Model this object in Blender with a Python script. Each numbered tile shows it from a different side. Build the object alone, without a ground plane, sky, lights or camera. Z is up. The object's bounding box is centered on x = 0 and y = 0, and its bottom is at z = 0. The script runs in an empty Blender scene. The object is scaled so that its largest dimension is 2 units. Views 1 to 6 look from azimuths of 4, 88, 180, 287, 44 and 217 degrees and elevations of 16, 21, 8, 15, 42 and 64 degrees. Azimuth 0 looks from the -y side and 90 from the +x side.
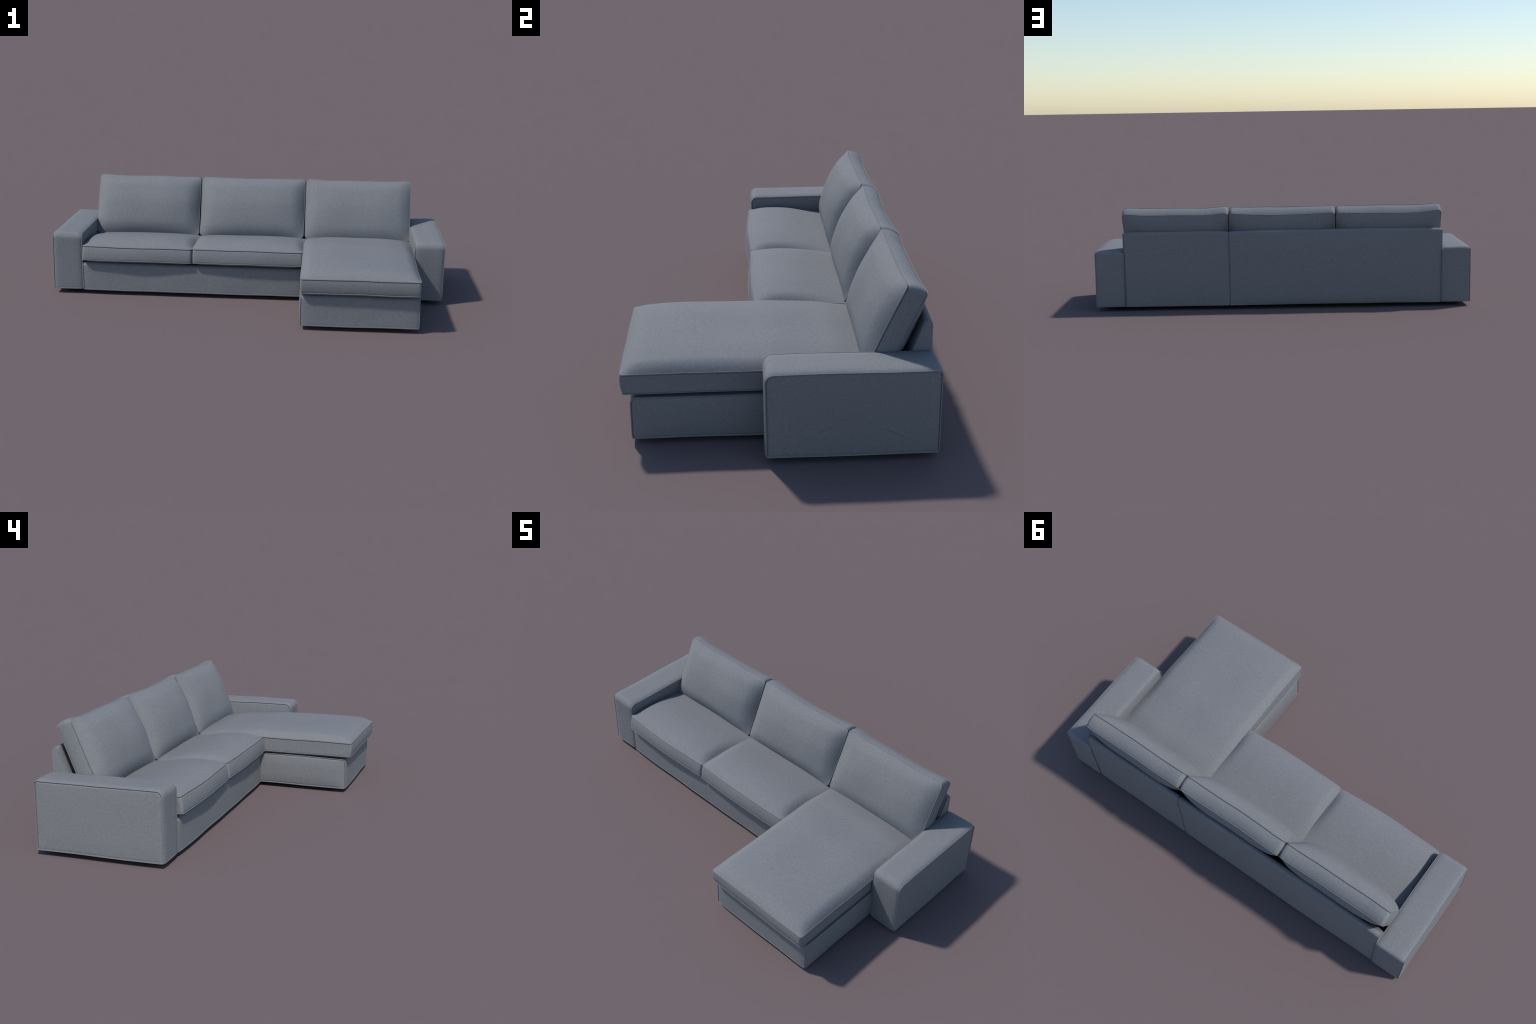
import bpy, math
from mathutils import Vector, noise

# ------------------------------------------------------------------ materials
def new_material(name):
    m = bpy.data.materials.new(name)
    m.use_nodes = True
    nt = m.node_tree
    for n in list(nt.nodes):
        nt.nodes.remove(n)
    out = nt.nodes.new("ShaderNodeOutputMaterial")
    bsdf = nt.nodes.new("ShaderNodeBsdfPrincipled")
    nt.links.new(bsdf.outputs["BSDF"], out.inputs["Surface"])
    return m, nt, bsdf


def fabric_material(name, dark, light):
    """Woven grey upholstery cloth: coarse flecks crossed with finer threads."""
    m, nt, bsdf = new_material(name)
    N, L = nt.nodes.new, nt.links.new
    tc = N("ShaderNodeTexCoord")
    fleck = N("ShaderNodeTexNoise")
    fleck.inputs["Scale"].default_value = 140.0
    fleck.inputs["Detail"].default_value = 1.5
    fleck.inputs["Roughness"].default_value = 0.6
    L(tc.outputs["Object"], fleck.inputs["Vector"])
    cloud = N("ShaderNodeTexNoise")
    cloud.inputs["Scale"].default_value = 320.0
    cloud.inputs["Detail"].default_value = 1.0
    L(tc.outputs["Object"], cloud.inputs["Vector"])
    mix = N("ShaderNodeMath"); mix.operation = "MULTIPLY_ADD"
    mix.inputs[1].default_value = 0.72
    L(fleck.outputs["Fac"], mix.inputs[0])
    m2 = N("ShaderNodeMath"); m2.operation = "MULTIPLY"; m2.inputs[1].default_value = 0.28
    L(cloud.outputs["Fac"], m2.inputs[0])
    L(m2.outputs[0], mix.inputs[2])
    ramp = N("ShaderNodeValToRGB")
    ramp.color_ramp.elements[0].position = 0.30
    ramp.color_ramp.elements[0].color = (*dark, 1)
    ramp.color_ramp.elements[1].position = 0.70
    ramp.color_ramp.elements[1].color = (*light, 1)
    L(mix.outputs[0], ramp.inputs["Fac"])
    L(ramp.outputs["Color"], bsdf.inputs["Base Color"])
    weave = N("ShaderNodeTexNoise")
    weave.inputs["Scale"].default_value = 420.0
    weave.inputs["Detail"].default_value = 2.0
    L(tc.outputs["Object"], weave.inputs["Vector"])
    bump = N("ShaderNodeBump")
    bump.inputs["Strength"].default_value = 0.12
    bump.inputs["Distance"].default_value = 0.001
    L(weave.outputs["Fac"], bump.inputs["Height"])
    L(bump.outputs["Normal"], bsdf.inputs["Normal"])
    bsdf.inputs["Roughness"].default_value = 0.85
    bsdf.inputs["Specular IOR Level"].default_value = 0.3
    return m


def plastic_material(name, colour):
    m, nt, bsdf = new_material(name)
    n = nt.nodes.new("ShaderNodeTexNoise")
    n.inputs["Scale"].default_value = 60.0
    tc = nt.nodes.new("ShaderNodeTexCoord")
    nt.links.new(tc.outputs["Object"], n.inputs["Vector"])
    ramp = nt.nodes.new("ShaderNodeValToRGB")
    ramp.color_ramp.elements[0].color = (*[c * 0.8 for c in colour], 1)
    ramp.color_ramp.elements[1].color = (*[c * 1.2 for c in colour], 1)
    nt.links.new(n.outputs["Fac"], ramp.inputs["Fac"])
    nt.links.new(ramp.outputs["Color"], bsdf.inputs["Base Color"])
    bsdf.inputs["Roughness"].default_value = 0.5
    return m


FABRIC = fabric_material("grey_fabric", (0.170, 0.175, 0.183), (0.220, 0.225, 0.233))
PLASTIC = plastic_material("black_plastic", (0.012, 0.012, 0.013))

# ------------------------------------------------------------------ helpers
def smooth01(t):
    t = min(max(t, 0.0), 1.0)
    return t * t * (3 - 2 * t)


def swell(t, power=2.0):
    """0 at a seam, rising steeply, 1 on the plateau."""
    t = min(max(t, 0.0), 1.0)
    return 1.0 - (1.0 - t) ** power


def puff(d, turn, reach, share=0.62):
    """Stuffed-panel profile: a quick turn at the seam, then a long soft rise."""
    return share * swell(d / turn, 2.2) + (1 - share) * swell(d / reach, 2.0)


def lerp_curve(pts, x):
    """Smooth interpolation through (x, value) control points."""
    if x <= pts[0][0]:
        return pts[0][1]
    for (a, va), (b, vb) in zip(pts, pts[1:]):
        if x <= b:
            return va + (vb - va) * smooth01((x - a) / (b - a))
    return pts[-1][1]


def rounded_outline(corners, step=0.009):
    """corners: (x, y, radius), counter-clockwise -> list of (point, outward normal)."""
    n = len(corners)
    pts = []
    arcs = []
    for i in range(n):
        p = Vector(corners[i][:2]); r = corners[i][2]
        a = (Vector(corners[i - 1][:2]) - p).normalized()
        b = (Vector(corners[(i + 1) % n][:2]) - p).normalized()
        half = math.acos(max(-1, min(1, a.dot(b)))) / 2
        t = r / math.tan(half)
        c = p + (a + b).normalized() * (r / math.sin(half))
        arcs.append((p + a * t, p + b * t, c, r))
    for i in range(n):
        s, e, c, r = arcs[i]
        a0 = math.atan2(s.y - c.y, s.x - c.x)
        a1 = math.atan2(e.y - c.y, e.x - c.x)
        while a1 < a0:
            a1 += 2 * math.pi
        k = 8
        for j in range(k + 1):
            a = a0 + (a1 - a0) * j / k
            d = Vector((math.cos(a), math.sin(a)))
            pts.append((c + d * r, d))
        nxt = arcs[(i + 1) % n][0]
        m = max(2, int((nxt - e).length / step))
        d = Vector(((nxt - e).y, -(nxt - e).x)).normalized()
        for j in range(1, m):
            pts.append((e.lerp(nxt, j / m), d))
    return pts


def finish_mesh(name, verts, faces, material, sharp=42):
    me = bpy.data.meshes.new(name)
    me.from_pydata(verts, [], faces)
    me.materials.append(material)
    me.validate()
    for p in me.polygons:
        p.use_smooth = True
    me.set_sharp_from_angle(angle=math.radians(sharp))
    ob = bpy.data.objects.new(name, me)
    bpy.context.scene.collection.objects.link(ob)
    return ob


def tube(loops, radius, sides=8):
    """Closed tubes along closed vertex loops."""
    verts, faces = [], []
    for loop in loops:
        base = len(verts)
        n = len(loop)
        for i in range(n):
            t = (loop[(i + 1) % n] - loop[i - 1]).normalized()
            ref = Vector((0.31, 0.52, 0.79))
            u = t.cross(ref).normalized()
            w = t.cross(u)
            for k in range(sides):
                a = 2 * math.pi * k / sides
                verts.append(loop[i] + (u * math.cos(a) + w * math.sin(a)) * radius)
        for i in range(n):
            j = (i + 1) % n
            # the reference frame turns slowly, so ring k meets ring k
            for k in range(sides):
                l = (k + 1) % sides
                faces.append((base + i * sides + k, base + j * sides + k,
                              base + j * sides + l, base + i * sides + l))
    return verts, faces


SEAM_INSET = -0.0004
PIPE_RADIUS = 0.0019


def upholstered(name, outline, low, high, frame, parent, panel_high, panel_low,
                bulge, warp=None, piping=(True, True), wobble=0.0025, seed=0.0,
                band_rows=14, ring_count=34, wobble_scale=5.0, hem=None, lip="panel"):
    """A stuffed piece: an outline swept from `low` to `high` (the boxing band), closed by
    two stuffed panels and trimmed with a piping cord at both seams.
    panel_*(x, y) give the swell of the panels, bulge(normal, t) that of the band.
    frame = (origin, ex, ey, ez) places the local axes in the world.
    lip tells which cloth overhangs the seam; the other one tucks in beneath the cord."""
    o, ex, ey, ez = frame
    n = len(outline)
    cx = sum(p.x for p, _ in outline) / n
    cy = sum(p.y for p, _ in outline) / n
    C = Vector((cx, cy))
    off = Vector((seed * 3.7, seed * 1.9, seed * 5.3))

    def place(x, y, z):
        if warp:
            x, y, z = warp(x, y, z)
        P = o + ex * x + ey * y + ez * z
        if wobble:
            q = P * wobble_scale + off
            P = P + Vector((noise.noise(q), noise.noise(q + Vector((31, 7, 3))),
                            noise.noise(q + Vector((5, 43, 17))))) * wobble
        return P

    rows = []
    if lip == "panel":
        insets, lifts = [0.0006, 0.003, 0.006, 0.011], [0.0013] * 4
        low_levels = [(0.0004, 0.0016), (0.0016, 0.0010), (0.0040, 0.0)]
        high_levels = [(0.0008, 0.0042), (0.0034, 0.0036), (0.0060, 0.0)]
    else:
        insets, lifts = [0.0014, 0.0034, 0.0058, 0.011], [-0.0028, -0.0020, 0.0, 0.0]
        low_levels = high_levels = [(-0.0004, 0.0012), (0.0016, 0.0008), (0.0040, 0.0)]

    def panel(sign, z0, fn):
        rr = []
        for d in insets:
            rr.append([(p.x - nn.x * d, p.y - nn.y * d) for p, nn in outline])
        last = rr[-1]
        for k in range(1, ring_count):
            s = 1 - (k / ring_count) ** 1.25
            rr.append([(cx + (x - cx) * s, cy + (y - cy) * s) for x, y in last])
        out = []
        for i, ring in enumerate(rr):
            out.append([place(x, y, z0 + sign * (fn(x, y) + (lifts[i] if i < 4 else lifts[3]))) for x, y in ring])
        centre = place(cx, cy, z0 + sign * (fn(cx, cy) + lifts[3]))
        return out, centre

    top, top_c = panel(1, high, panel_high)
    bot, bot_c = panel(-1, low, panel_low)
    h = high - low
    band = []
    profile = list(low_levels)
    profile += [(0.005 + (h - 0.010) * k / band_rows, 0.0) for k in range(1, band_rows)]
    profile += [(h - d, g) for d, g in reversed(high_levels)]
    for d, edge in profile:
        t = d / h
        z = low + d
        band.append([place(p.x + nn.x * (bulge(nn, t, p) - edge), p.y + nn.y * (bulge(nn, t, p) - edge), z)
                     for p, nn in outline])
    rings = list(reversed(bot)) + band + top
    verts = [v for r in rings for v in r]
    faces = []
    for i in range(len(rings) - 1):
        for j in range(n):
            k = (j + 1) % n
            faces.append((i * n + j, i * n + k, (i + 1) * n + k, (i + 1) * n + j))
    a = len(verts); verts.append(bot_c)
    b = len(verts); verts.append(top_c)
    e = (len(rings) - 1) * n
    for j in range(n):
        k = (j + 1) % n
        faces.append((a, k, j))
        faces.append((b, e + j, e + k))
    if ex.cross(ey).dot(ez) < 0:
        faces = [tuple(reversed(f)) for f in faces]
    ob = finish_mesh(name, verts, faces, FABRIC)
    ob.parent = parent
    loops = []
    for on, z in zip(piping, (low, high)):
        if on:
            loops.append([place(p.x - nn.x * SEAM_INSET, p.y - nn.y * SEAM_INSET, z) for p, nn in outline])
    if loops:
        v, f = tube(loops, PIPE_RADIUS)
        pipe = finish_mesh("piping", v, f, FABRIC, 60)
        pipe.parent = ob
    if hem:
        hx0, hx1, hy0, hy1, hz, swell_front = hem
        ring = rounded_outline([(hx0, hy0, 0.006), (hx1, hy0, 0.006), (hx1, hy1, 0.006), (hx0, hy1, 0.006)], 0.02)
        m = len(ring)
        hv, hf = [], []
        # a turned-up strip of cloth round the lower edge, slightly proud of the cover
        for d, z in ((-0.012, hz - 0.001), (0.0, hz - 0.0012), (0.0012, hz), (0.0012, hz + 0.0045), (-0.001, hz + 0.0055), (-0.012, hz + 0.006)):
            for p, nn in ring:
                f = 1 - abs(2 * (p.x - hx0) / (hx1 - hx0) - 1) ** 6
                d2 = d + swell_front * f * max(-nn.y, 0.0) ** 2
                P = Vector((p.x + nn.x * d2, p.y + nn.y * d2, z))
                if wobble:
                    q = P * wobble_scale + off
                    P += Vector((noise.noise(q), noise.noise(q + Vector((31, 7, 3))),
                                 noise.noise(q + Vector((5, 43, 17))))) * wobble
                hv.append(P)
        for i in range(5):
            for j in range(m):
                k = (j + 1) % m
                hf.append((i * m + j, i * m + k, (i + 1) * m + k, (i + 1) * m + j))
        strip = finish_mesh("hem", hv, hf, FABRIC)
        strip.parent = ob
    return ob


X, Y, Z = Vector((1, 0, 0)), Vector((0, 1, 0)), Vector((0, 0, 1))
ORIGIN = Vector((0, 0, 0))


def box_crown(x0, x1, y0, y1, height, lx, ly, power=2.0):
    def f(x, y):
        return height * swell(min(x - x0, x1 - x) / lx, power) * swell(min(y - y0, y1 - y) / ly, power)
    return f


sofa = bpy.data.objects.new("corner_sofa", None)
bpy.context.scene.collection.objects.link(sofa)
sofa["label"] = "grey fabric three-seat sofa with chaise and wide arms"
sofa["category"] = "sofa"

# ------------------------------------------------------------------ armrests
def armrest(side, seed):
    y0, y1, z0, z1 = -0.043, 0.510, 0.022, 0.315
    outline = rounded_outline([(y0, z0, 0.006), (y1, z0, 0.006), (y1, z1, 0.012), (y0, z1, 0.026)])

    def bulge(nn, t, p):
        c = 1 - abs(2 * t - 1) ** 6
        up = max(nn.y, 0.0)
        front = max(-nn.x, 0.0)
        back = max(nn.x, 0.0)
        return c * (0.007 * up ** 2 + 0.005 * front ** 2 + 0.003 * back ** 2)
    flat = box_crown(y0, y1, z0, z1, 0.003, 0.10, 0.08)
    lo, hi = (0.847, 0.997) if side > 0 else (-0.997, -0.847)

    def warp(a, b, c):
        # the top sinks a little towards the rear and towards the seat
        k = smooth01((b - 0.2) / 0.1)
        return a, b - k * (0.003 * smooth01((a - 0.1) / 0.4) + 0.002 * smooth01((0.996 - c * side) / 0.146)), c

    return upholstered("armrest", outline, lo, hi, (ORIGIN, Y, Z, X), sofa, flat, flat, bulge,
                       warp=warp, seed=seed, wobble=0.002, hem=(lo, hi, y0, y1, z0, 0.005), lip="band")


armrest(-1, 1.0)
armrest(1, 2.0)

# ------------------------------------------------------------------ bases
def base(x0, x1, y0, z1, seed):
    y1, z0 = 0.44, 0.020
    outline = rounded_outline([(y0, z0, 0.006), (y1, z0, 0.006), (y1, z1, 0.012), (y0, z1, 0.020)])

    def bulge(nn, t, p):
        c = 1 - abs(2 * t - 1) ** 6
        return c * 0.006 * max(-nn.x, 0.0) ** 2
    flat = box_crown(y0, y1, z0, z1, 0.007, 0.08, 0.06)
    return upholstered("base", outline, x0, x1, (ORIGIN, Y, Z, X), sofa, flat, flat, bulge,
                       seed=seed, wobble=0.003, band_rows=40, hem=(x0, x1, y0, y1, z0, 0.006), lip="band")


base(-0.845, 0.288, -0.047, 0.164, 3.0)
base(0.290, 0.844, -0.484, 0.169, 4.0)

# ------------------------------------------------------------------ backrest frames
def back_frame(x0, x1, belly, seed):
    outline = rounded_outline([(0.385, 0.020, 0.006), (0.507, 0.020, 0.006), (0.507, 0.416, 0.014),
                               (0.482, 0.416, 0.014), (0.385, 0.165, 0.03)], step=0.012)

    def bulge(nn, t, p):
        c = 1 - abs(2 * t - 1) ** 8
        belly_here = belly * (1 - abs(2 * t - 1) ** 4) * smooth01((p.y - 0.0) / 0.06) * smooth01((0.43 - p.y) / 0.12)
        return c * 0.004 * max(nn.y, 0) ** 2 + belly_here * max(nn.x, 0) ** 2

    def flat(x, y):
        return 0.002 * smooth01((y - 0.02) / 0.05)
    return upholstered("backrest_frame", outline, x0, x1, (ORIGIN, Y, Z, X), sofa, flat, flat, bulge,
                       seed=seed, piping=(False, False), wobble=0.002, band_rows=40, ring_count=10, hem=(x0, x1, 0.40, 0.507, 0.020, 0.0))


back_frame(-0.844, 0.2860, 0.011, 5.0)
back_frame(0.2895, 0.844, 0.004, 6.0)

# ------------------------------------------------------------------ seat cushions
def seat_cushion(x0, x1, y0, seed, crown, front_lip, round_front, lean, bow):
    y1, z0, z1 = 0.43, 0.184, 0.253
    outline = rounded_outline([(x0, y0, round_front), (x1, y0, round_front), (x1, y1, 0.03), (x0, y1, 0.03)])
    mid, half = (x0 + x1) / 2, (x1 - x0) / 2

    def top(x, y):
        side = puff(min(x - x0, x1 - x), 0.05, 0.20, 0.55)
        front = puff(y - y0, front_lip * 0.75, 0.22)
        rear = swell((y1 - y) / 0.06, 2.0)
        return lerp_curve(crown, y) * side * front * rear

    under = box_crown(x0, x1, y0, y1, 0.017, 0.05, 0.05)

    def bulge(nn, t, p):
        return 0.004 * 4 * t * (1 - t) * abs(nn.y)

    def warp(x, y, z):
        u = (x - mid) / half
        near = 1 - smooth01((y - y0) / 0.25)
        t = min(max((z - z0) / (z1 - z0), 0), 1)
        y = y - near * (bow * (1 - u * u) + lean * (1 - t))
        z = z + 0.003 * (1 - u * u) * near
        # the rear sinks under the back cushions, most at its corners
        z = z - t * smooth01((y - 0.10) / 0.24) * (0.007 + 0.012 * u ** 4)
        return x, y, z
    return upholstered("seat_cushion", outline, z0, z1, (ORIGIN, X, Y, Z), sofa, top, under, bulge, warp,
                       seed=seed, wobble=0.003)


SEAT_CROWN = [(-0.06, 0.036), (0.02, 0.035), (0.31, 0.000), (0.43, 0.0)]
CHAISE_CROWN = [(-0.51, 0.044), (-0.30, 0.042), (-0.04, 0.037), (0.18, 0.020), (0.34, 0.000), (0.43, 0.0)]
seat_cushion(-0.844, -0.277, -0.056, 7.0, SEAT_CROWN, 0.10, 0.014, 0.012, 0.010)
seat_cushion(-0.273, 0.286, -0.058, 8.0, SEAT_CROWN, 0.10, 0.011, 0.012, 0.008)
seat_cushion(0.288, 0.842, -0.512, 9.0, CHAISE_CROWN, 0.085, 0.010, -0.003, 0.002)

# ------------------------------------------------------------------ back cushions
def back_cushion(x0, x1, front_swell, lift_left, lift_right, sag_rear, seed):
    tilt = math.radians(23.8)
    up = Vector((0, math.sin(tilt), math.cos(tilt)))
    fwd = Vector((0, -math.cos(tilt), math.sin(tilt)))
    length, thick = 0.320, 0.071
    foot = Vector((0, 0.2875, 0.242))
    outline = rounded_outline([(x0, 0, 0.018), (x1, 0, 0.018), (x1, length, 0.016), (x0, length, 0.016)])
    mid, half = (x0 + x1) / 2, (x1 - x0) / 2

    def dome(height, lx, ly):
        def f(x, y):
            return height * puff(min(x - x0, x1 - x), lx * 0.5, lx * 1.3, 0.45) * puff(y, ly * 0.5, ly * 1.4, 0.35) * puff(length - y, ly * 0.45, ly * 1.2, 0.45)
        return f

    def bulge(nn, t, p):
        return (0.004 + 0.004 * max(nn.y, 0)) * 4 * t * (1 - t)

    def warp(x, y, z):
        u = (x - mid) / half
        k = smooth01((y - length * 0.5) / (length * 0.5))
        lift = lift_left * smooth01((-u - 0.55) / 0.4) + lift_right * smooth01((u - 0.55) / 0.4)
        sag = sag_rear * (1 - u * u) * min(max(-z / thick, 0), 1)
        return x, y + k * (lift - sag), z
    return upholstered("back_cushion", outline, -thick, 0.0, (foot, X, up, fwd), sofa,
                       dome(front_swell, 0.15, 0.14), dome(0.040, 0.13, 0.12), bulge, warp,
                       seed=seed, wobble=0.004)


back_cushion(-0.844, -0.287, 0.060, 0.005, 0.0, 0.010, 10.0)
back_cushion(-0.277, 0.280, 0.057, 0.002, 0.002, 0.010, 11.0)
back_cushion(0.290, 0.848, 0.043, 0.006, 0.006, 0.004, 12.0)

# ------------------------------------------------------------------ feet
def foot_mesh():
    half, height, r = 0.022, 0.026, 0.005
    outline = rounded_outline([(-half, -half, r), (half, -half, r), (half, half, r), (-half, half, r)], 0.02)
    n = len(outline)
    verts, faces = [], []
    for z, d in ((0, 0.004), (0.003, 0.0015), (height, 0.0)):
        verts += [(p.x - nn.x * d, p.y - nn.y * d, z) for p, nn in outline]
    for i in range(2):
        for j in range(n):
            k = (j + 1) % n
            faces.append((i * n + j, i * n + k, (i + 1) * n + k, (i + 1) * n + j))
    faces.append(tuple(reversed(range(n))))
    faces.append(tuple(range(2 * n, 3 * n)))
    return verts, faces


fv, ff = foot_mesh()
first = None
for x, y in [(-0.915, 0.0), (0.917, 0.005), (-0.915, 0.45), (0.917, 0.45), (0.78, 0.45), (0.34, 0.44),
             (0.34, -0.40), (0.78, -0.40), (-0.78, 0.02), (-0.78, 0.44), (-0.28, 0.02), (-0.28, 0.44), (0.22, 0.02), (0.22, 0.44)]:
    if first is None:
        ob = first = finish_mesh("foot", fv, ff, PLASTIC, 40)
    else:
        ob = first.copy()
        bpy.context.scene.collection.objects.link(ob)
    ob.location = (x, y, 0)
    ob.parent = sofa
